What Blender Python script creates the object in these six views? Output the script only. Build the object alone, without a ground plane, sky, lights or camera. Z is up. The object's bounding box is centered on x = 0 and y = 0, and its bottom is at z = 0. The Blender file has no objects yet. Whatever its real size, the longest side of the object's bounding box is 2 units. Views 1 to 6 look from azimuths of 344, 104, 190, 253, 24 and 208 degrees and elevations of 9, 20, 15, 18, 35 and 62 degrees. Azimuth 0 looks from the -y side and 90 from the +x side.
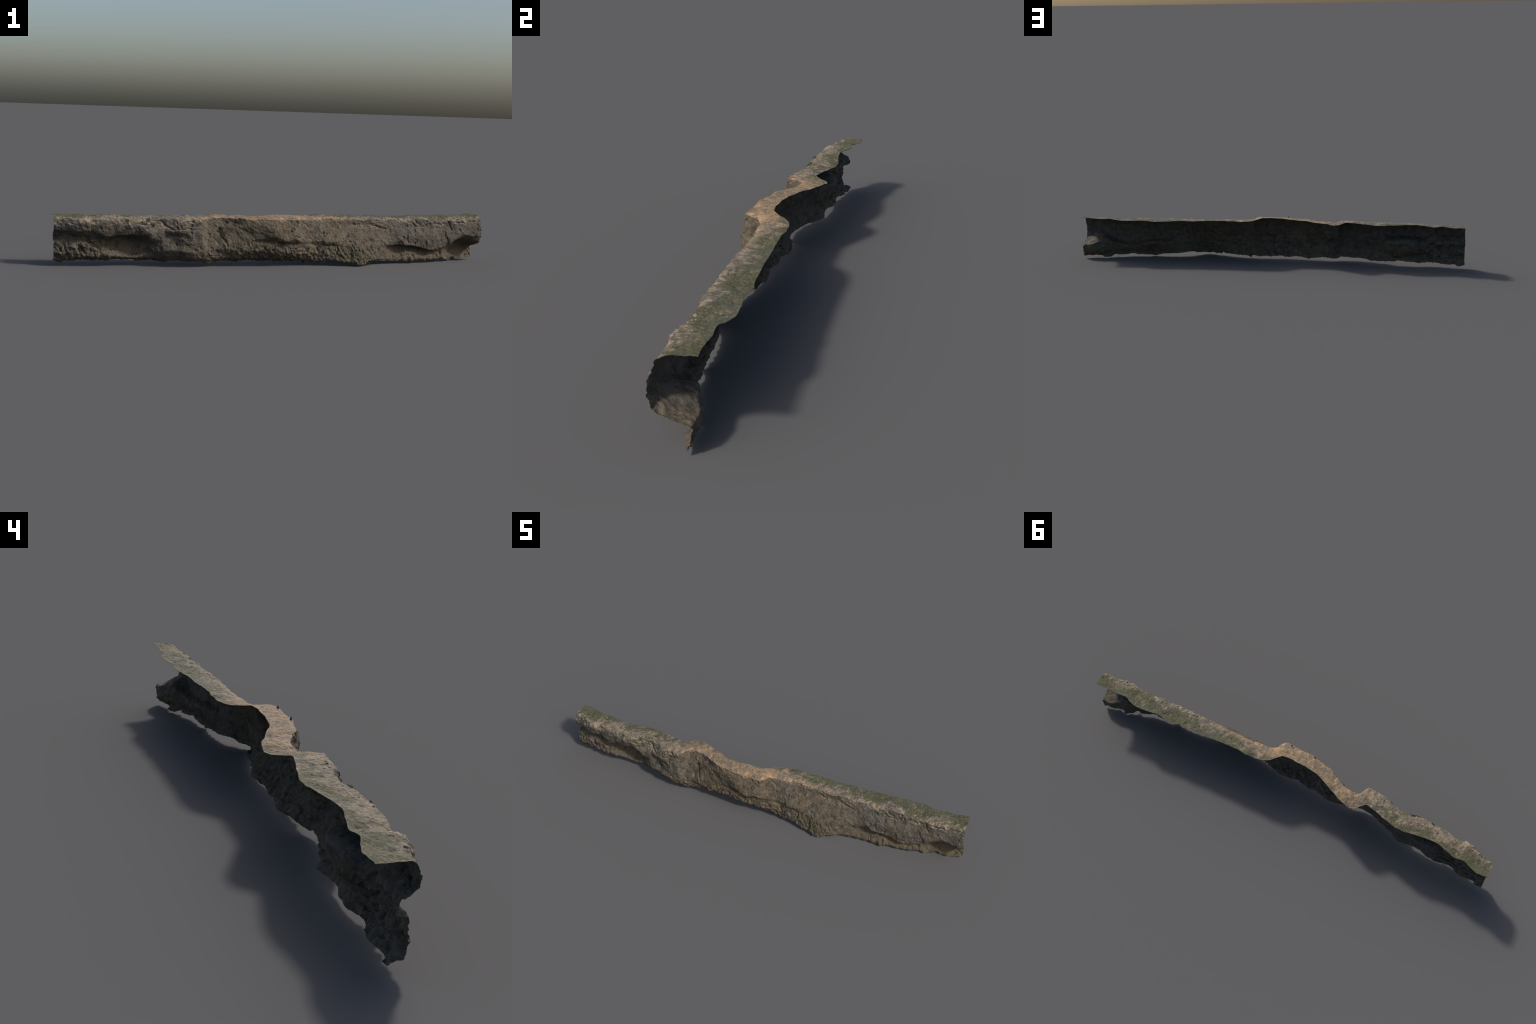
"""A long, low ledge of weathered rock: a thin broken crust made of a mossy, sandy top,
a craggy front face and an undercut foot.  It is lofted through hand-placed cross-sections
along the x axis, then roughened with several scales of procedural rock relief."""
import bpy, math
import numpy as np

RNG = np.random.default_rng(7)

# ------------------------------------------------------------------ small maths helpers
def pchip_slopes(x, y):
    h = np.diff(x)[:, None]
    d = np.diff(y, axis=0) / h
    m = np.zeros_like(y)
    w1 = 2 * h[1:] + h[:-1]
    w2 = h[1:] + 2 * h[:-1]
    same = d[:-1] * d[1:] > 0
    with np.errstate(divide='ignore', invalid='ignore'):
        hm = (w1 + w2) / (w1 / d[:-1] + w2 / d[1:])
    m[1:-1] = np.where(same, hm, 0)
    m[0], m[-1] = d[0], d[-1]
    return m

def pchip(x, y, xq):
    """shape-preserving cubic through (x, y[:, k]) evaluated at xq"""
    x = np.asarray(x, float); y = np.asarray(y, float)
    if y.ndim == 1:
        y = y[:, None]
    m = pchip_slopes(x, y)
    i = np.clip(np.searchsorted(x, xq, side='right') - 1, 0, len(x) - 2)
    h = (x[i + 1] - x[i])[:, None]
    s = ((xq - x[i]) / h[:, 0])[:, None]
    return ((2*s**3 - 3*s**2 + 1) * y[i] + (s**3 - 2*s**2 + s) * h * m[i]
            + (-2*s**3 + 3*s**2) * y[i + 1] + (s**3 - s**2) * h * m[i + 1])

def smooth(a, b, v):
    t = np.clip((v - a) / (b - a), 0, 1)      # a > b gives a falling step
    return t * t * (3 - 2 * t)

def bump(v, c, w):
    return np.exp(-((v - c) / w) ** 2)

def hash3(ix, iy, iz, seed):
    h = (ix.astype(np.int64) * 374761393 + iy.astype(np.int64) * 668265263
         + iz.astype(np.int64) * 2147483647 + seed * 1274126177) & 0xffffffff
    h = ((h ^ (h >> 13)) * 1274126177) & 0xffffffff
    h = ((h ^ (h >> 16)) * 2246822519) & 0xffffffff
    return (h ^ (h >> 15)) & 0xffffffff

def gnoise(P, freq, seed):
    """gradient noise, about -1..1"""
    Q = P * freq + seed * 3.17
    I = np.floor(Q).astype(np.int64); F = Q - I
    U = F * F * F * (F * (F * 6 - 15) + 10)
    out = 0
    for dx in (0, 1):
        wx = U[..., 0] if dx else 1 - U[..., 0]
        for dy in (0, 1):
            wy = U[..., 1] if dy else 1 - U[..., 1]
            for dz in (0, 1):
                wz = U[..., 2] if dz else 1 - U[..., 2]
                h = hash3(I[..., 0] + dx, I[..., 1] + dy, I[..., 2] + dz, seed)
                a = (h & 0xffff) / 65535.0 * 2 * math.pi
                c = (h >> 16) / 65535.0 * 2 - 1
                r = np.sqrt(np.maximum(0, 1 - c * c))
                g = (r * np.cos(a) * (F[..., 0] - dx) + r * np.sin(a) * (F[..., 1] - dy)
                     + c * (F[..., 2] - dz))
                out = out + wx * wy * wz * g
    return out * 1.6

def fbm(P, freq, seed, octaves=4, gain=.5):
    v, a = 0, 1.0
    for o in range(octaves):
        v = v + a * gnoise(P, freq * 2.03 ** o, seed + o)
        a *= gain
    return v

def ridged(P, freq, seed, octaves=3):
    v, a = 0, 1.0
    for o in range(octaves):
        v = v + a * (1 - 2 * np.abs(gnoise(P, freq * 2.1 ** o, seed + o)))
        a *= .5
    return v

def cells(P, freq, seed, chips=False):
    """Worley noise: distances to the two nearest feature points; with chips, instead the lower
    envelope of tilted shallow cups around the points, which reads as conchoidal chipped rock"""
    Q = P * freq
    I = np.floor(Q).astype(np.int64); F = Q - I
    d1 = np.full(Q.shape[:-1], 9.0); d2 = d1.copy(); low = d1.copy()
    for dx in (-1, 0, 1):
        for dy in (-1, 0, 1):
            for dz in (-1, 0, 1):
                h = hash3(I[..., 0] + dx, I[..., 1] + dy, I[..., 2] + dz, seed)
                v = np.stack([dx + (h & 1023) / 1023.0 - F[..., 0], dy + ((h >> 10) & 1023) / 1023.0 - F[..., 1],
                              dz + ((h >> 20) & 1023) / 1023.0 - F[..., 2]], -1)
                r2 = (v ** 2).sum(-1)
                if chips:
                    k = hash3(I[..., 0] + dx, I[..., 1] + dy, I[..., 2] + dz, seed + 77)
                    n = np.stack([(k & 1023) / 511.5 - 1, ((k >> 10) & 1023) / 511.5 - 1, ((k >> 20) & 1023) / 511.5 - 1], -1)
                    low = np.minimum(low, .8 * r2 + .55 * (v * n).sum(-1) + .3 * ((k >> 7) & 255) / 255.0)
                else:
                    d = np.sqrt(r2)
                    d2 = np.minimum(d2, np.maximum(d1, d)); d1 = np.minimum(d1, d)
    return low if chips else (d1, d2)

# ------------------------------------------------------------------ the long edges (x, y, z)
BACK_EDGE = [
    (-1.00, .091, .213), (-.96, .094, .215), (-.92, .083, .215), (-.885, .070, .217), (-.84, .073, .212),
    (-.80, .064, .214), (-.74, .051, .215), (-.68, .056, .216), (-.60, .068, .214), (-.56, .069, .212),
    (-.50, .058, .215), (-.44, .042, .217), (-.40, .034, .216), (-.38, .050, .213), (-.36, .073, .211),
    (-.335, .081, .211), (-.30, .076, .217), (-.24, .052, .216), (-.20, .032, .219), (-.16, .014, .217),
    (-.12, .003, .217), (-.08, -.001, .220), (0.0, -.001, .223), (.035, .002, .222), (.06, .020, .218),
    (.085, .047, .215), (.12, .064, .214), (.16, .070, .215), (.20, .074, .217), (.24, .071, .217),
    (.32, .075, .215), (.40, .076, .211), (.48, .081, .213), (.56, .086, .208), (.60, .093, .209),
    (.66, .089, .212), (.72, .097, .210), (.77, .100, .209), (.81, .094, .211), (.84, .080, .213),
    (.90, .086, .212), (.96, .087, .214), (1.00, .092, .216)]
RIM = [
    (-1.00, .012, .206), (-.96, .001, .202), (-.92, -.010, .203), (-.88, -.024, .203), (-.855, -.026, .203),
    (-.84, -.014, .202), (-.80, -.024, .204), (-.76, -.032, .204), (-.68, -.030, .206), (-.64, -.027, .209),
    (-.60, -.014, .211), (-.56, -.019, .209), (-.52, -.028, .205), (-.48, -.038, .206), (-.44, -.046, .208),
    (-.40, -.054, .204), (-.376, -.056, .207), (-.360, -.032, .206), (-.342, -.002, .205), (-.32, -.001, .206), (-.28, -.006, .209), (-.24, -.023, .209),
    (-.20, -.047, .210), (-.16, -.058, .209), (-.12, -.069, .209), (-.08, -.077, .208), (0.0, -.077, .208),
    (.045, -.081, .209), (.065, -.070, .209), (.09, -.034, .207), (.12, -.017, .205), (.16, -.015, .206), (.20, -.007, .209),
    (.24, -.010, .206), (.32, -.012, .203), (.38, -.015, .200), (.44, -.010, .204), (.52, -.009, .204),
    (.60, -.005, .203), (.64, -.006, .202), (.68, -.007, .204), (.72, .001, .201), (.76, -.002, .196),
    (.80, -.002, .193), (.84, -.012, .196), (.88, -.008, .196), (.94, .002, .198), (1.00, .004, .203)]
BOTTOM_EDGE = [
    (-1.00, .052, .015), (-.965, .055, .015), (-.955, .045, .017), (-.893, .051, .018), (-.855, .036, .019), (-.826, .031, .018),
    (-.785, .039, .018), (-.771, .043, .019), (-.748, .042, .020), (-.721, .038, .017), (-.697, .030, .017), (-.645, .022, .018),
    (-.63, .025, .018), (-.586, .034, .018), (-.551, .019, .016), (-.52, .005, .014), (-.48, -.008, .018), (-.44, -.022, .016),
    (-.40, -.030, .017), (-.36, -.033, .014), (-.32, -.022, .010), (-.282, -.010, .014), (-.248, -.005, .014), (-.21, .003, .014),
    (-.18, -.001, .014), (-.129, -.011, .014), (-.10, -.009, .014), (-.06, -.013, .015), (-.02, -.019, .013), (.005, -.012, .013),
    (.05, -.008, .012), (.08, -.014, .010), (.105, -.024, .007), (.15, -.032, .010), (.20, -.044, .011), (.28, -.055, .013),
    (.32, -.079, .008), (.36, -.085, .005), (.40, -.066, .009), (.44, -.048, .014), (.50, -.027, .012), (.56, -.016, .012),
    (.62, -.012, .005), (.68, -.005, .008), (.72, -.001, .008), (.76, .002, .010), (.775, .014, .008), (.815, .023, .008),
    (.832, .019, .010), (.85, .038, .007), (.87, .050, .003), (.89, .062, .004), (.905, .046, .009), (.94, .049, .010), (1.00, .071, .009)]

# cross-sections of the front: x, then (y, z) of brow, lip of the overhang, ceiling, back of the
# hollow, lower wall and toe; where there is no hollow they simply run down the face
SECTIONS = [
    (-1.00, (.007, .176), (.014, .152), (.036, .137), (.043, .121), (.023, .105), (.018, .055)),
    (-.93, (-.018, .180), (-.014, .155), (.008, .143), (.024, .122), (.013, .089), (.012, .051)),
    (-.865, (-.033, .182), (-.030, .158), (-.008, .145), (.021, .117), (.006, .087), (.005, .047)),
    (-.84, (-.024, .180), (-.021, .154), (-.004, .141), (.006, .114), (.004, .082), (.000, .047)),
    (-.787, (-.036, .170), (-.027, .127), (-.006, .119), (.020, .106), (.011, .079), (-.004, .051)),
    (-.74, (-.039, .184), (-.038, .160), (-.028, .138), (.040, .121), (.031, .077), (.006, .045)),
    (-.67, (-.041, .190), (-.046, .173), (-.034, .140), (.048, .123), (.028, .076), (.003, .036)),
    (-.625, (-.041, .187), (-.048, .163), (-.036, .137), (.022, .116), (.012, .074), (.002, .042)),
    (-.58, (-.030, .184), (-.042, .142), (-.036, .116), (-.022, .097), (-.022, .070), (-.012, .047)),
    (-.53, (-.034, .186), (-.046, .157), (-.038, .130), (-.044, .110), (-.052, .075), (-.033, .049)),
    (-.49, (-.045, .188), (-.054, .157), (-.038, .136), (-.044, .106), (-.060, .073), (-.045, .049)),
    (-.455, (-.058, .186), (-.068, .152), (-.060, .130), (-.066, .100), (-.072, .070), (-.056, .046)),
    (-.42, (-.062, .180), (-.073, .147), (-.074, .116), (-.071, .090), (-.070, .066), (-.060, .042)),
    (-.381, (-.060, .180), (-.070, .150), (-.074, .120), (-.073, .090), (-.070, .062), (-.060, .036)),
    (-.346, (-.014, .180), (-.024, .150), (-.038, .117), (-.055, .088), (-.062, .060), (-.054, .034)),
    (-.31, (-.009, .180), (-.020, .150), (-.038, .116), (-.056, .087), (-.052, .066), (-.046, .036)),
    (-.25, (-.026, .180), (-.036, .150), (-.050, .122), (-.062, .098), (-.058, .068), (-.042, .040)),
    (-.19, (-.052, .180), (-.057, .150), (-.060, .122), (-.063, .098), (-.068, .070), (-.046, .040)),
    (-.13, (-.075, .180), (-.079, .150), (-.077, .125), (-.066, .110), (-.074, .076), (-.046, .042)),
    (-.06, (-.083, .180), (-.091, .138), (-.080, .122), (-.072, .108), (-.080, .074), (-.052, .044)),
    (0.0, (-.088, .176), (-.100, .122), (-.090, .109), (-.074, .096), (-.077, .068), (-.053, .036)),
    (.055, (-.080, .178), (-.086, .140), (-.081, .112), (-.069, .098), (-.068, .066), (-.046, .032)),
    (.092, (-.036, .180), (-.050, .142), (-.062, .110), (-.059, .092), (-.062, .062), (-.048, .029)),
    (.14, (-.026, .180), (-.040, .146), (-.055, .110), (-.050, .092), (-.058, .060), (-.048, .026)),
    (.21, (-.021, .180), (-.040, .142), (-.067, .104), (-.054, .090), (-.062, .060), (-.058, .026)),
    (.28, (-.019, .180), (-.038, .146), (-.057, .110), (-.068, .080), (-.073, .050), (-.074, .021)),
    (.35, (-.018, .180), (-.040, .146), (-.060, .110), (-.075, .080), (-.084, .046), (-.088, .020)),
    (.41, (-.018, .178), (-.036, .146), (-.057, .114), (-.075, .086), (-.078, .050), (-.076, .024)),
    (.465, (-.017, .175), (-.034, .140), (-.047, .110), (-.048, .079), (-.047, .052), (-.046, .026)),
    (.505, (-.017, .176), (-.034, .130), (-.042, .092), (-.026, .074), (-.026, .046), (-.030, .024)),
    (.57, (-.018, .176), (-.034, .126), (-.033, .0905), (.004, .080), (-.010, .044), (-.020, .023)),
    (.63, (-.013, .176), (-.031, .126), (-.030, .0845), (.010, .074), (-.008, .038), (-.018, .016)),
    (.69, (-.011, .172), (-.028, .120), (-.025, .0705), (.012, .062), (-.003, .035), (-.012, .018)),
    (.74, (-.009, .172), (-.027, .116), (-.027, .063), (.008, .049), (.001, .031), (-.005, .017)),
    (.805, (-.010, .168), (-.016, .122), (-.011, .072), (.016, .062), (.015, .042), (.012, .020)),
    (.87, (-.011, .168), (-.014, .136), (-.007, .106), (.054, .088), (.053, .048), (.042, .020)),
    (.91, (-.007, .170), (-.010, .134), (-.002, .113), (.068, .083), (.067, .048), (.050, .020)),
    (.955, (-.004, .172), (-.010, .132), (.001, .108), (.084, .073), (.086, .050), (.060, .020)),
    (1.00, (-.001, .176), (-.011, .128), (.001, .093), (.080, .064), (.079, .042), (.073, .020))]

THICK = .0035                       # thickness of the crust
NX, N_TOP, N_FACE, N_FOOT = 1500, 70, 84, 84

# ------------------------------------------------------------------ loft
xs = np.linspace(-1, 1, NX)
def rail(table):
    t = np.array(table)
    return pchip(t[:, 0], t[:, 1:], xs)
back, rim, bottom = rail(BACK_EDGE), rail(RIM), rail(BOTTOM_EDGE)
sec = [pchip([s[0] for s in SECTIONS], np.array([s[k] for s in SECTIONS]), xs) for k in range(1, 7)]
brow, lip, ceil, hollow, wall, toe = sec

# the broken lower edge is ragged
line = np.stack([xs, xs * 0, xs * 0], 1)
rag = .55 * gnoise(line, 14, 50) + .5 * gnoise(line, 37, 51) + .35 * np.abs(gnoise(line, 90, 52))
bottom[:, 1] += -.0042 * rag
bottom[:, 0] += .004 * gnoise(line, 40, 53) + .006 * np.abs(gnoise(line, 26, 54)) - .0015     # thin broken points
back[:, 0] += .0022 * gnoise(line, 22, 55) + .0012 * gnoise(line, 60, 56)
back[:, 1] += .0015 * gnoise(line, 30, 57)
for c, w, d in ((-.345, .018, .006), (.105, .007, .006), (.62, .012, .004), (.865, .014, .007)):
    bottom[:, 1] -= d * bump(xs, c, w)
bottom[:, 1] = np.maximum(bottom[:, 1] + .003 * (1 - smooth(.4, .5, xs)), 0.0)

top1 = back * .66 + rim * .34
top2 = back * .30 + rim * .70
top1[:, 1] += .0015; top2[:, 1] += .0025
rim[:, 0] += .004
lift = .003 * smooth(.62, .75, xs) + .003 * smooth(.9, 1, xs) + .002 * smooth(-.9, -1, xs) + .002 * bump(xs, -.77, .06) + .002 * bump(xs, .35, .1)
for k in (back, top1, top2):
    k[:, 1] += lift
crisp = (smooth(-.40, -.35, xs) * (1 - smooth(.06, .14, xs)))[:, None]    # the rim is sharp in the middle, worn round elsewhere
shoulder = rim + (brow - rim) * (.28 - .16 * crisp)
shoulder[:, :1] -= .0015 - .0010 * crisp
keys = np.stack([back, top1, top2, rim, shoulder, brow, lip, ceil, hollow, wall, toe, bottom], 1)  # NX,12,2
seg = np.linalg.norm(np.diff(keys, axis=1), axis=2).mean(0)
tk = np.concatenate([[0], np.cumsum(seg)])
t_rim, t_ceil = tk[3] + .35 * seg[3], tk[7]
tq = np.concatenate([np.linspace(0, t_rim, N_TOP, endpoint=False),
                     np.linspace(t_rim, t_ceil, N_FACE, endpoint=False),
                     np.linspace(t_ceil, tk[-1], N_FOOT)])
NT = len(tq)
prof = pchip(tk, np.moveaxis(keys, 1, 0).reshape(len(tk), -1), tq).reshape(NT, NX, 2)
P = np.empty((NX, NT, 3))
P[..., 0] = xs[:, None]
P[..., 1] = prof[..., 0].T
P[..., 2] = prof[..., 1].T

def grid_normals(P):
    a = np.gradient(P, axis=0); b = np.gradient(P, axis=1)
    n = np.cross(a, b)
    n /= np.maximum(np.linalg.norm(n, axis=-1, keepdims=True), 1e-12)
    return n
def blur(A, r0, r1):
    for ax, r in ((0, r0), (1, r1)):
        for _ in range(2):
            pad = [(0, 0)] * A.ndim; pad[ax] = (r, r)
            c = np.cumsum(np.pad(A, pad, mode='edge'), axis=ax)
            z = np.zeros_like(np.take(c, [0], axis=ax))
            c = np.concatenate([z, c], axis=ax)
            n = A.shape[ax]
            A = (np.take(c, np.arange(2*r+1, 2*r+1+n), axis=ax) - np.take(c, np.arange(0, n), axis=ax)) / (2*r+1)
    return A
N = grid_normals(P)
if N[NX // 2, 10, 2] < 0:
    N = -N
Ns = blur(N, 6, 2)
Ns /= np.linalg.norm(Ns, axis=-1, keepdims=True)

# ------------------------------------------------------------------ rock relief
X, Y, Zc = P[..., 0], P[..., 1], P[..., 2]
T = np.broadcast_to(tq[None, :], X.shape)
on_face = smooth(t_rim - .006, t_rim + .012, T)
on_top = 1 - on_face
on_foot = smooth(t_ceil - .02, t_ceil + .03, T)
at_rim = bump(T, t_rim, .022)
back_fade = smooth(0, .02, T) * .8 + .2
D = np.zeros_like(X)

warp = np.stack([gnoise(P, 26, 60), gnoise(P, 26, 61), gnoise(P, 26, 62)], -1)
# broad lumps, then broken facets, then grit
D += (.0030 * on_face + .0014 * on_top) * fbm(P, 13, 1, 3)
PW = P + .010 * warp
lean = np.stack([PW[..., 0] + .55 * PW[..., 2], PW[..., 1], PW[..., 2] * 1.25 - .35 * PW[..., 0]], -1)   # beds dip to the right
f1 = cells(lean, 13, 9, True); f2 = cells(lean + .004 * warp, 31, 14, True); f3 = cells(lean + .003 * warp, 70, 19, True)
near_rim = smooth(t_rim, t_rim + .03, T)
calm = .35 - .2 * crisp                                             # the rim itself stays fairly true
centred = [f - f[:, N_TOP:].mean() - .02 for f in (f1, f2, f3)]
D += on_face * (calm + (1 - calm) * near_rim) * (.0100 * centred[0] + .0036 * centred[1] + .0013 * centred[2])
rough = .45 + .55 * smooth(-.3, .35, fbm(P, 9, 17, 2))               # smooth and craggy patches
D += on_face * rough * .0011 * (ridged(P * np.array([1, 1, 1.2]), 38, 5, 3) - .5)
# crumbled, pitted zone low on the middle of the face, and on the left foot
pitted = on_face * smooth(-.42, -.3, X) * (1 - smooth(.40, .5, X)) * (1 - smooth(.075, .12, Zc + .018 * gnoise(P, 12, 71)))
pitted = np.maximum(pitted, on_face * (1 - smooth(-.8, -.7, X)) * (1 - smooth(.09, .12, Zc)))
stretch = np.stack([P[..., 0] + .5 * P[..., 2], P[..., 1], .65 * P[..., 2] - .2 * P[..., 0]], -1)
e1, e2 = cells(stretch + .004 * warp, 62, 21)
D += pitted * (1 + .4 * (1 - smooth(-.8, -.7, X))) * (.0060 * (.5 - e1) + .0030 * ridged(P, 50, 25, 2) - .0015)
D += (.0009 + .0003 * on_face) * fbm(P, 95, 31, 3, .6)
# scattered sharp pits, thickest low on the face
p1, _ = cells(P + .006 * warp + .010 * np.stack([gnoise(P, 9, 97)] * 3, -1), 38, 91)
pit_zone = on_face * smooth(.15, .55, fbm(P, 10, 93, 2) + .5 * (1 - smooth(.06, .15, Zc)))
D -= pit_zone * .0048 * smooth(.34, .16, p1)
# the cut ends have broken, toothed profiles
ends = on_face * (1 - smooth(.004, .05, 1 - np.abs(X)))
D += ends * (.0034 * gnoise(P, 46, 95) + .0022 * ridged(P, 80, 96, 2) - .001)
# top: low swells, shallow ripples and dimples
D += on_top * back_fade * (.0030 * fbm(P * np.array([1, .75, 1]), 24, 41, 4, .5) - .0016 * smooth(.25, .7, gnoise(P, 40, 43)))
# crumbly rim
crumb = at_rim * (.25 + .75 * np.maximum(1 - smooth(-.42, -.36, X), smooth(.3, .45, X)))
g3 = cells(P, 55, 33, True)
D += crumb * (.0034 * (g3 - .2) + .0012 * ridged(P, 40, 35, 2) - .0008)

def dent(cx, cz, rx, rz, depth, ang=0.0, sharp=1.0):
    """an oval hollow (or, negative, a boss) on the front at (x, z)"""
    c, s = math.cos(ang), math.sin(ang)
    u = (X - cx) * c + (Zc - cz) * s
    w = -(X - cx) * s + (Zc - cz) * c
    r = (u / rx) ** 2 + (w / rz) ** 2
    global D
    D = D - depth * on_face * np.exp(-r ** sharp)

def crack(points, width, depth, wiggle=.004):
    """a groove following a polyline in (x, z) on the front"""
    global D
    px = X + wiggle * gnoise(P, 45, 81); pz = Zc + wiggle * gnoise(P, 45, 82)
    dist = np.full_like(X, 9.0)
    for (x0, z0), (x1, z1) in zip(points, points[1:]):
        dx, dz = x1 - x0, z1 - z0
        t = np.clip(((px - x0) * dx + (pz - z0) * dz) / (dx * dx + dz * dz), 0, 1)
        dist = np.minimum(dist, np.hypot(px - x0 - t * dx, pz - z0 - t * dz))
    D = D - .7 * depth * on_face * np.exp(-(dist / width) ** 2)

# joints and seams seen on the front
crack([(-.553, .199), (-.525, .176), (-.506, .160), (-.47, .164), (-.43, .172)], .0035, .006)
crack([(-.553, .199), (-.60, .196)], .003, .004)
crack([(-.852, .205), (-.848, .175), (-.846, .152)], .004, .005)
crack([(-.36, .205), (-.362, .15), (-.366, .08)], .004, .0015)
crack([(.085, .21), (.105, .185), (.122, .172)], .0035, .005)
crack([(.45, .176), (.475, .168), (.50, .163)], .003, .007)
crack([(.825, .190), (.835, .165), (.845, .150)], .004, .006)
crack([(.828, .188), (.87, .189), (.91, .186)], .003, .004)
crack([(.808, .125), (.822, .105), (.826, .085)], .0045, .006)
crack([(.607, .136), (.606, .112), (.61, .095)], .004, .005)
crack([(.64, .186), (.66, .172), (.70, .168)], .003, .004)
crack([(.655, .19), (.68, .178)], .003, .004)
crack([(-.29, .14), (-.27, .11), (-.262, .09)], .005, .006)
crack([(-.315, .125), (-.30, .10)], .004, .005)
crack([(.80, .05), (.806, .03), (.81, .015)], .004, .006)
crack([(.585, .04), (.59, .02), (.592, .008)], .003, .005)
crack([(.66, .042), (.662, .02), (.664, .008)], .003, .005)
# holes and notches
for cx, cz, rx, rz, d in ((.963, .193, .012, .006, .010), (.345, .181, .008, .004, .007), (.188, .146, .003, .005, .008),
                          (.307, .107, .004, .004, .006), (.405, .087, .003, .003, .005), (.415, .115, .004, .004, .005),
                          (.235, .125, .006, .006, .004), (.43, .178, .012, .007, .004), (.77, .182, .012, .004, .005),
                          (-.93, .186, .008, .006, .004), (-.90, .18, .008, .01, .004), (-.955, .178, .009, .008, .005),
                          (-.61, .166, .008, .006, .007), (-.30, .155, .012, .010, .002),
                          (.60, .12, .006, .010, .005), (.08, .15, .010, .008, .004)):
    dent(cx, cz, rx, rz, d)
# bosses: stone lodged in the left hollow, knuckle, lower ledge stones
dent(-.838, .110, .014, .008, -.014, sharp=1.5)
dent(-.875, .088, .018, .010, -.008, sharp=1.5)
dent(-.925, .075, .022, .018, -.006, sharp=1.5)
dent(.115, .083, .018, .009, -.008, sharp=1.5)
dent(.655, .03, .010, .014, -.008, sharp=1.5)
dent(.635, .018, .012, .012, -.008, sharp=1.5)
# erosion steps: slanting ribs of rock in the middle of the face
rib = np.abs(np.sin(48 * (X * .78 + Zc * .95) + 1.6 * gnoise(P, 11, 77)))
D += on_face * bump(X, -.2, .12) * .0026 * (.55 - (1 - rib) ** 2.5 * 1.3) * smooth(.105, .135, Zc) * (1 - smooth(.165, .190, Zc))

keep = np.minimum(1, .35 + .65 * smooth(0, .008, T))      # keep the back outline where it was placed
D *= keep
D = np.maximum(D, -.018)
P = P + Ns * D[..., None]
P[0, :, 0] = -1; P[-1, :, 0] = 1
def square_ends(P):
    # the two cut ends are planes, slightly askew to the length
    lo, hi = -.9960 - .045 * P[..., 1], 1.0 - .075 * P[..., 1]
    P[..., 0] = lo + (np.clip(P[..., 0], -1, 1) + 1) / 2 * (hi - lo)
P[..., 2] = np.maximum(P[..., 2], 0)

# ------------------------------------------------------------------ inner skin of the crust
square_ends(P)
NO = grid_normals(P)
if NO[NX // 2, 10, 2] < 0:
    NO = -NO
inner_n = blur(NO, 4, 3); inner_n /= np.linalg.norm(inner_n, axis=-1, keepdims=True)
edge = np.minimum(smooth(0, .02, T), smooth(0, .02, tk[-1] - T)) * np.minimum(smooth(-1, -.985, X), smooth(1, .985, X))
PI = P - inner_n * (.0012 + (THICK - .0012) * edge)[..., None]
PI[0, :, 0] = P[0, :, 0]; PI[-1, :, 0] = P[-1, :, 0]
PI[..., 2] = np.maximum(PI[..., 2], .0002)
NI = -grid_normals(PI)
if NI[NX // 2, 10, 2] > 0:
    NI = -NI

# ------------------------------------------------------------------ materials
def new_material(name):
    m = bpy.data.materials.new(name); m.use_nodes = True
    nt = m.node_tree; nt.nodes.clear()
    return m, nt

class Graph:
    def __init__(self, nt):
        self.nt = nt
    def node(self, kind, **kw):
        n = self.nt.nodes.new(kind)
        for k, v in kw.items():
            setattr(n, k, v)
        return n
    def put(self, sock, v):
        if hasattr(v, 'is_output'):
            self.nt.links.new(v, sock)
        else:
            sock.default_value = v
    def math(self, op, a, b=None, clamp=False):
        n = self.node('ShaderNodeMath', operation=op, use_clamp=clamp)
        self.put(n.inputs[0], a)
        if b is not None:
            self.put(n.inputs[1], b)
        return n.outputs[0]
    def mul(self, *a):
        r = a[0]
        for b in a[1:]:
            r = self.math('MULTIPLY', r, b)
        return r
    def ramp(self, v, lo, hi, a=0.0, b=1.0):
        n = self.node('ShaderNodeMapRange', interpolation_type='SMOOTHSTEP')
        self.put(n.inputs[0], v)
        n.inputs[1].default_value = lo; n.inputs[2].default_value = hi
        n.inputs[3].default_value = a; n.inputs[4].default_value = b
        return n.outputs[0]
    def noise(self, vec, scale, detail=4, rough=.55, dist=0.0):
        n = self.node('ShaderNodeTexNoise')
        self.put(n.inputs['Vector'], vec)
        n.inputs['Scale'].default_value = scale; n.inputs['Detail'].default_value = detail
        n.inputs['Roughness'].default_value = rough; n.inputs['Distortion'].default_value = dist
        return n.outputs[0]
    def voronoi(self, vec, scale, feature='F1'):
        n = self.node('ShaderNodeTexVoronoi', feature=feature)
        self.put(n.inputs['Vector'], vec); n.inputs['Scale'].default_value = scale
        return n.outputs[0]
    def mapping(self, vec, loc=(0, 0, 0), scale=(1, 1, 1)):
        n = self.node('ShaderNodeMapping')
        self.put(n.inputs['Vector'], vec)
        n.inputs['Location'].default_value = loc; n.inputs['Scale'].default_value = scale
        return n.outputs[0]
    def mix(self, f, a, b, mode='MIX'):
        n = self.node('ShaderNodeMix', data_type='RGBA', blend_type=mode)
        self.put(n.inputs[0], f)
        for i, v in ((6, a), (7, b)):
            self.put(n.inputs[i], v if hasattr(v, 'is_output') else (*v, 1))
        return n.outputs[2]

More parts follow.
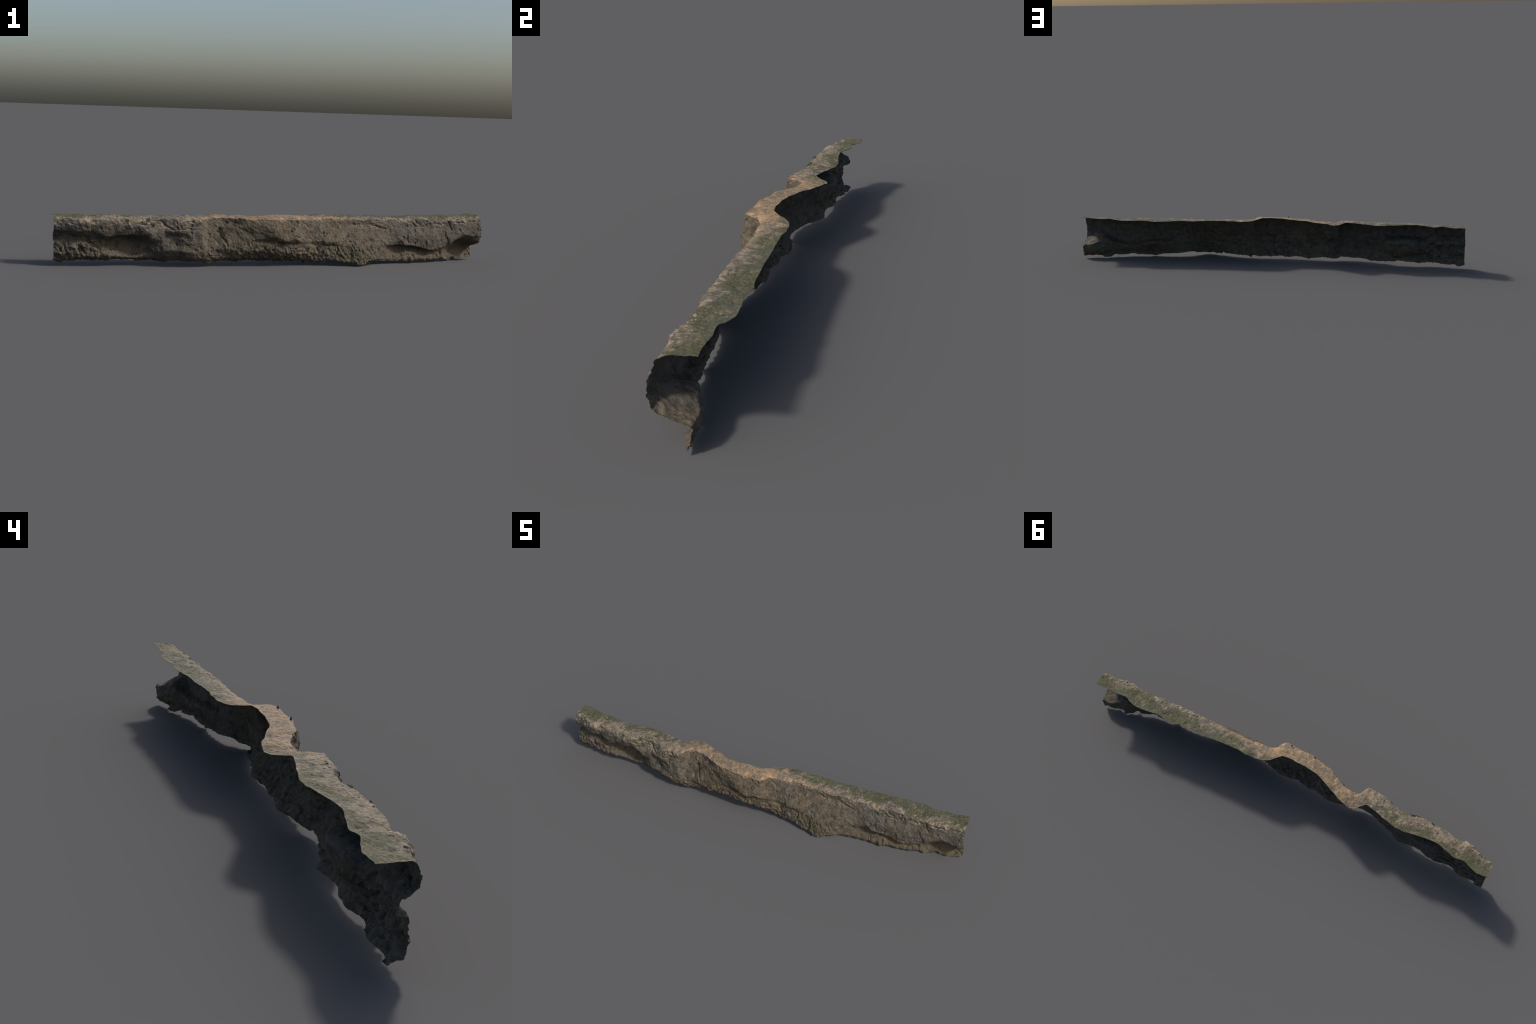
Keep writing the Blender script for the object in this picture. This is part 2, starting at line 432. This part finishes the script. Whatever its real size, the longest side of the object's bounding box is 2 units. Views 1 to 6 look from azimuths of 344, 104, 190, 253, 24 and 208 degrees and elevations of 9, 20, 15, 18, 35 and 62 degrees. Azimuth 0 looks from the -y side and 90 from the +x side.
def rock_material():
    m, nt = new_material('weathered_rock')
    g = Graph(nt)
    co = g.node('ShaderNodeTexCoord').outputs['Object']
    sep = g.node('ShaderNodeSeparateXYZ'); g.put(sep.inputs[0], co)
    geo = g.node('ShaderNodeNewGeometry')
    nsep = g.node('ShaderNodeSeparateXYZ'); g.put(nsep.inputs[0], geo.outputs['Normal'])
    x, y, z = sep.outputs
    wob = g.math('SUBTRACT', g.noise(co, 9, 4), .5)
    wob2 = g.math('SUBTRACT', g.noise(g.mapping(co, (3, 1, 2)), 26, 5, .6), .5)
    xw = g.math('ADD', x, g.math('MULTIPLY', wob, .22))
    zw = g.math('ADD', z, g.math('MULTIPLY', wob2, .05))
    n_fine = g.noise(co, 150, 6, .7)
    n_mid = g.noise(g.mapping(co, (5, 0, 1)), 42, 6, .62)
    n_big = g.noise(g.mapping(co, (0, 7, 3)), 13, 5, .6)

    # ---- bare stone of the front: blue-grey at both ends, olive brown in the middle and low down
    grey = g.mix(g.ramp(n_mid, .35, .68), (.052, .047, .040), (.110, .098, .080))
    brown = g.mix(g.ramp(n_mid, .33, .68), (.054, .044, .030), (.124, .101, .070))
    middle = g.mul(g.ramp(xw, -.46, -.28), g.ramp(xw, .62, .30))
    low = g.ramp(zw, .135, .075)
    stone = g.mix(g.math('MAXIMUM', g.math('MULTIPLY', middle, .95), g.math('MULTIPLY', low, .6)), grey, brown)
    grey_patch = g.mul(g.ramp(n_big, .52, .66), .45)
    stone = g.mix(grey_patch, stone, g.mix(n_fine, (.060, .058, .055), (.112, .106, .097)))
    # earthy clay in the hollows
    clay = g.mix(n_mid, (.068, .053, .035), (.104, .082, .054))
    clay_r = g.mul(g.ramp(x, .46, .54), g.ramp(zw, .088, .06))
    clay_l = g.mul(g.ramp(xw, -.86, -.78), g.ramp(xw, -.54, -.60), g.ramp(zw, .125, .09))
    stone = g.mix(g.mul(g.math('MAXIMUM', clay_r, g.math('MULTIPLY', clay_l, .55)), g.ramp(n_big, .25, .5), .8), stone, clay)
    tan = g.ramp(g.noise(g.mapping(co, (8, 5, 2), (1, 1, 1.6)), 11, 6, .66, .4), .50, .66)
    stone = g.mix(g.mul(tan, .5), stone, g.mix(n_fine, (.085, .068, .044), (.150, .118, .078)))
    # rust stains, pale lichen
    rust = g.ramp(g.noise(g.mapping(co, (11, 4, 0)), 20, 5, .6), .60, .74)
    stone = g.mix(g.mul(rust, .5), stone, (.105, .066, .036))
    pale = g.ramp(g.noise(g.mapping(co, (2, 9, 5)), 60, 5, .65), .58, .74)
    stone = g.mix(g.mul(pale, .6), stone, (.165, .148, .122))
    # green algae on the foot of the bulge
    algae = g.mul(g.ramp(xw, .25, .33), g.ramp(xw, .46, .40), g.ramp(zw, .085, .045))
    stone = g.mix(g.mul(algae, g.ramp(n_mid, .35, .6), .5), stone, (.058, .064, .027))

    # ---- top: sand in the middle stretch, moss and grey grit at the ends
    grit = g.mix(g.ramp(n_mid, .36, .64), (.088, .075, .058), (.215, .174, .128))
    grit = g.mix(g.ramp(n_fine, .50, .72), grit, (.25, .200, .145))
    grit = g.mix(g.ramp(g.noise(g.mapping(co, (7, 1, 4)), 28, 5, .65, .4), .50, .66, 0, .75), grit, g.mix(n_fine, (.058, .054, .045), (.125, .112, .088)))
    sand = g.mix(g.ramp(n_mid, .34, .66), (.17, .128, .085), (.34, .225, .132))
    sand = g.mix(g.ramp(n_fine, .54, .70, 0, .7), sand, (.16, .13, .095))
    sand = g.mix(g.ramp(g.noise(g.mapping(co, (4, 3, 0)), 24, 5, .68, .8), .44, .60, 0, .85), sand, g.mix(n_fine, (.085, .075, .055), (.19, .16, .12)))
    moss = g.mix(g.ramp(n_fine, .28, .72), (.036, .040, .020), (.080, .079, .039))
    moss = g.mix(g.ramp(n_big, .50, .66), moss, (.062, .065, .048))
    # moss keeps to the back of the ledge, sand to its middle and to the front strip beside it
    moss_n = g.noise(g.mapping(co, (1, 2, 8), (1, .8, 1)), 15, 6, .68, .5)
    ysl = g.math('SUBTRACT', y, g.mul(g.ramp(x, -.36, -.10), g.ramp(x, .12, .02), -.07))
    moss_f = g.ramp(g.math('ADD', moss_n, g.mul(ysl, 2.0)), .47, .61)
    sandy = g.mul(g.ramp(xw, -.42, -.33), g.ramp(xw, .16, .07))
    strip = g.mul(g.ramp(x, .0, .06), g.ramp(xw, .42, .28), g.ramp(y, .026, .004))
    sandy = g.math('MAXIMUM', sandy, strip)
    shift = g.math('SUBTRACT', y, g.mul(g.math('SUBTRACT', g.math('ABSOLUTE', g.math('ADD', x, .06)), .14), .30))
    moss_f = g.mul(moss_f, g.ramp(sandy, 0, 1, 1, .28))
    moss_f = g.math('MAXIMUM', moss_f, g.mul(g.ramp(g.math('ADD', shift, g.math('MULTIPLY', wob2, .05)), .022, .048), sandy, g.ramp(n_mid, .38, .55), .8))
    top = g.mix(sandy, grit, sand)
    top = g.mix(g.mul(moss_f, .88), top, moss)
    brownspot = g.ramp(g.noise(g.mapping(co, (6, 6, 0)), 75, 3, .5), .66, .74)
    top = g.mix(g.mul(brownspot, .7), top, (.16, .08, .04))
    # what lies on top settles on upward ground near the crest only
    up = g.math('ADD', nsep.outputs[2], g.math('MULTIPLY', wob2, .7))
    cover = g.mul(g.ramp(up, .40, .70), g.math('ADD', g.mul(g.ramp(z, .150, .185), g.math('SUBTRACT', 1.0, sandy)), g.mul(g.ramp(z, .190, .202), sandy)))
    stone = g.mix(1.0, stone, (.86, .87, .88), 'MULTIPLY')
    col = g.mix(cover, stone, top)
    # general grain
    col = g.mix(.8, col, g.mix(g.ramp(n_fine, .3, .7), (.72, .72, .72), (1.28, 1.26, 1.24)), 'MULTIPLY')

    hgt = g.math('ADD', g.math('MULTIPLY', n_fine, .6), g.math('MULTIPLY', g.noise(co, 420, 4, .6), .5))
    b = g.node('ShaderNodeBump'); b.inputs['Strength'].default_value = .55; b.inputs['Distance'].default_value = .003
    g.put(b.inputs['Height'], hgt)
    p = g.node('ShaderNodeBsdfPrincipled')
    g.put(p.inputs['Base Color'], col)
    g.put(p.inputs['Roughness'], g.ramp(n_mid, .3, .7, .76, .92))
    p.inputs['Specular IOR Level'].default_value = .26
    g.put(p.inputs['Normal'], b.outputs[0])
    o = g.node('ShaderNodeOutputMaterial'); g.put(o.inputs[0], p.outputs[0])
    return m

def simple_material(name, c0, c1, scale, rough=.85):
    m, nt = new_material(name); g = Graph(nt)
    co = g.node('ShaderNodeTexCoord').outputs['Object']
    col = g.mix(g.ramp(g.noise(co, scale, 4, .6), .35, .65), c0, c1)
    p = g.node('ShaderNodeBsdfPrincipled')
    g.put(p.inputs['Base Color'], col); p.inputs['Roughness'].default_value = rough
    p.inputs['Specular IOR Level'].default_value = .3
    o = g.node('ShaderNodeOutputMaterial'); g.put(o.inputs[0], p.outputs[0])
    return m

ROCK = rock_material()
LEAF = simple_material('dead_leaf', (.10, .055, .028), (.20, .115, .055), 90)
MOSS = simple_material('moss_green', (.030, .042, .012), (.095, .110, .030), 160)
STONE = simple_material('pale_pebble', (.13, .108, .08), (.25, .21, .16), 120)

# ------------------------------------------------------------------ build the parts
root = bpy.data.objects.new('rock_ledge', None)
bpy.context.collection.objects.link(root)
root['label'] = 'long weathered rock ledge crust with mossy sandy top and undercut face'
root['category'] = 'rock ledge'

def strip_part(name, j0, j1):
    """rows j0..j1 of the crust: outer skin, inner skin and the broken edges that belong to it"""
    n = j1 - j0 + 1
    V = [P[:, j0:j1 + 1].reshape(-1, 3), PI[:, j0:j1 + 1].reshape(-1, 3)]
    VN = [NO[:, j0:j1 + 1].reshape(-1, 3), NI[:, j0:j1 + 1].reshape(-1, 3)]
    i, j = np.meshgrid(np.arange(NX - 1), np.arange(n - 1), indexing='ij')
    a = (i * n + j).ravel()
    q = np.stack([a, a + n, a + n + 1, a + 1], 1)
    c = np.cross(V[0][q[:, 1]] - V[0][q[:, 0]], V[0][q[:, 2]] - V[0][q[:, 0]])
    if np.sum(c * VN[0][q[:, 0]]) < 0:
        q = q[:, ::-1]
    F = [q, q[:, ::-1] + NX * n]
    base = 2 * NX * n
    def edge(o, inn, out):
        nonlocal base
        k = len(o)
        V.append(np.concatenate([o, inn])); VN.append(np.tile(out, (2 * k, 1)) if out.ndim == 1 else np.concatenate([out, out]))
        e = np.arange(k - 1)
        f = np.stack([e, e + 1, e + 1 + k, e + k], 1)
        cc = np.cross(o[1:] - o[:-1], inn[1:] - o[:-1])
        if np.sum(cc * VN[-1][:k - 1]) < 0:
            f = f[:, ::-1]
        F.append(f + base); base += 2 * k
    edge(P[0, j0:j1 + 1], PI[0, j0:j1 + 1], np.array([-1., 0, 0]))
    edge(P[-1, j0:j1 + 1], PI[-1, j0:j1 + 1], np.array([1., 0, 0]))
    if j0 == 0:
        edge(P[:, 0], PI[:, 0], np.array([0, 1., 0]))
    if j1 == NT - 1:
        edge(P[:, -1], PI[:, -1], np.array([0, 0, -1.]))
    V, VN, F = np.concatenate(V), np.concatenate(VN), np.concatenate(F)
    me = bpy.data.meshes.new(name)
    me.vertices.add(len(V)); me.vertices.foreach_set('co', V.ravel())
    me.loops.add(F.size); me.loops.foreach_set('vertex_index', F.ravel().astype(np.int32))
    me.polygons.add(len(F)); me.polygons.foreach_set('loop_start', np.arange(0, F.size, 4, dtype=np.int32))
    me.polygons.foreach_set('use_smooth', np.ones(len(F), bool))
    me.update(calc_edges=True); me.validate()
    me.normals_split_custom_set_from_vertices(VN.astype(np.float32))
    me.materials.append(ROCK)
    ob = bpy.data.objects.new(name, me)
    bpy.context.collection.objects.link(ob)
    ob.parent = root
    return ob

top_ob = strip_part('ledge_top', 0, N_TOP)
face_ob = strip_part('rock_face', N_TOP, N_TOP + N_FACE)
foot_ob = strip_part('undercut_foot', N_TOP + N_FACE, NT - 1)

# ------------------------------------------------------------------ little things lying on the ledge
def surface_point(x, frac):
    """a point of the outer skin at length x and fraction 0 (back edge) .. 1 (rim), with normal"""
    i = int(round((x + 1) / 2 * (NX - 1))); j = int(round(frac * N_TOP))
    return P[i, j], NO[i, j]

def top_point(x, y):
    i = int(round((x + 1) / 2 * (NX - 1)))
    j = int(np.argmin(np.abs(P[i, :N_TOP, 1] - y)))
    return P[i, j], NO[i, j]

def face_point(x, z):
    i = int(round((x + 1) / 2 * (NX - 1)))
    col = P[i, N_TOP - 4:N_TOP + N_FACE]
    j = int(np.argmin(np.abs(col[:, 2] - z))) + N_TOP - 4
    return P[i, j], NO[i, j]

def mesh_object(name, verts, faces, mat, parent, smooth_shade=False):
    me = bpy.data.meshes.new(name)
    me.from_pydata([tuple(v) for v in verts], [], faces); me.update()
    me.polygons.foreach_set('use_smooth', [smooth_shade] * len(faces))
    me.materials.append(mat)
    ob = bpy.data.objects.new(name, me)
    bpy.context.collection.objects.link(ob); ob.parent = parent
    return ob

def dead_leaf(pos, h, w, yaw, lean):
    """a curled, pointed scrap of leaf standing on the rim, with a little thickness"""
    rows = 6
    vs, fs = [], []
    for side in (1, -1):
        for r in range(rows):
            t = r / (rows - 1)
            half = w * .5 * (1 - t) ** .8 + .0003
            for k in (-1, 0, 1):
                vs.append((k * half, .0022 * (k * k) * (1 - t) + lean * t * h + side * .0006 * (1 - .6 * t), t * h - .002))
    for s in (0, 1):
        for r in range(rows - 1):
            for k in (0, 1):
                a = s * rows * 3 + r * 3 + k
                f = (a, a + 1, a + 4, a + 3)
                fs.append(f if s == 1 else f[::-1])
    m = rows * 3
    for r in range(rows - 1):
        for k in (0, 2):
            a, b = r * 3 + k, (r + 1) * 3 + k
            f = (a, b, b + m, a + m)
            fs.append(f if k == 0 else f[::-1])
    fs.append((m - 3, m - 2, m - 1, 2*m - 1, 2*m - 2, 2*m - 3))
    ob = mesh_object('dead_leaf', vs, fs, LEAF, top_ob)
    ob.location = pos; ob.rotation_euler = (0, 0, yaw)
    return ob

for x, y, h, w, yaw, lean in ((.082, -.041, .008, .010, .4, .1), (.027, -.070, .010, .009, .9, .1), (-.095, -.066, .011, .010, .5, -.1),
                              (-.221, -.034, .006, .008, .2, .3), (-.449, -.031, .006, .011, .3, .7), (-.458, -.027, .004, .010, 1.8, .9)):
    p, n = top_point(x, y)
    dead_leaf(p, h, w, yaw, lean)

def pebble_mesh(seed, size, flat):
    import bmesh
    bm = bmesh.new()
    bmesh.ops.create_icosphere(bm, subdivisions=3, radius=1)
    co = np.array([v.co for v in bm.verts])
    k = 1 + .30 * fbm(co, 1.1, seed, 3) + .12 * ridged(co, 2.3, seed + 9, 2)
    for v, s in zip(bm.verts, k):
        v.co = v.co * float(s) * size
        v.co.z *= flat
    me = bpy.data.meshes.new('pebble'); bm.to_mesh(me); bm.free()
    me.polygons.foreach_set('use_smooth', [True] * len(me.polygons))
    return me

pebbles = [pebble_mesh(100 + k, 1.0, .7) for k in range(4)]
for me in pebbles:
    me.materials.append(STONE)
spots = [(.77, .84, .0060), (.80, .92, .0035), (.884, .88, .0055), (-.40, .92, .0045), (-.53, .94, .004), (-.93, .9, .005)]
for k in range(26):                                        # loose grit along the crumbling rim
    end = RNG.random() < .5
    spots.append((float(RNG.uniform(-.99, -.42) if end else RNG.uniform(.42, .99)), float(RNG.uniform(.72, 1.0)), float(RNG.uniform(.0016, .0036))))
for k, (x, fr, s) in enumerate(spots):
    p, n = surface_point(x, fr)
    ob = bpy.data.objects.new('pebble', pebbles[k % 4])
    bpy.context.collection.objects.link(ob); ob.parent = top_ob
    ob.location = p - n * s * .25
    ob.rotation_euler = (float(RNG.uniform(-.4, .4)), float(RNG.uniform(-.4, .4)), float(RNG.uniform(0, 6.3)))
    ob.scale = (s, s * float(RNG.uniform(.7, 1.1)), s)

def moss_tuft_mesh(seed, n):
    """a cushion of short blades"""
    r = np.random.default_rng(seed)
    vs, fs = [], []
    for _ in range(n):
        a = r.uniform(0, 6.283); d = math.sqrt(r.uniform(0, 1))
        bx, by = d * math.cos(a), d * math.sin(a)
        h = r.uniform(.5, 1.1) * (1.1 - .6 * d)
        yaw = r.uniform(0, 6.283); w = r.uniform(.08, .15)
        tip = (bx * 1.35 + r.normal(0, .15), by * 1.35 + r.normal(0, .15), h)
        b = len(vs)
        for q in range(3):
            ang = yaw + q * 2.0944
            vs.append((bx + w * math.cos(ang), by + w * math.sin(ang), -.15))
        vs.append(tip)
        fs += [(b, b + 1, b + 3), (b + 1, b + 2, b + 3), (b + 2, b, b + 3)]
    me = bpy.data.meshes.new('moss_tuft')
    me.from_pydata(vs, [], fs); me.update(); me.materials.append(MOSS)
    return me

tufts = [moss_tuft_mesh(s, 90) for s in (1, 2, 3)]
from mathutils import Vector
places = [(face_point, -.605, .196, .010), (face_point, -.585, .186, .008), (face_point, -.588, .178, .007), (face_point, -.70, .197, .008),
          (face_point, -.63, .192, .008), (face_point, -.62, .186, .006), (face_point, .19, .149, .003), (face_point, .415, .116, .004),
          (face_point, .31, .108, .002), (top_point, .013, -.064, .003), (top_point, .276, -.010, .003), (top_point, .24, -.002, .0035)]
for k, (fn, x, z, s) in enumerate(places):
    p, n = fn(x, z)
    ob = bpy.data.objects.new('moss_tuft', tufts[k % 3])
    bpy.context.collection.objects.link(ob); ob.parent = face_ob
    ob.location = p
    ob.rotation_mode = 'QUATERNION'
    ob.rotation_quaternion = Vector(n).to_track_quat('Z', 'Y')
    ob.scale = (s * 1.2, s, s * .6)
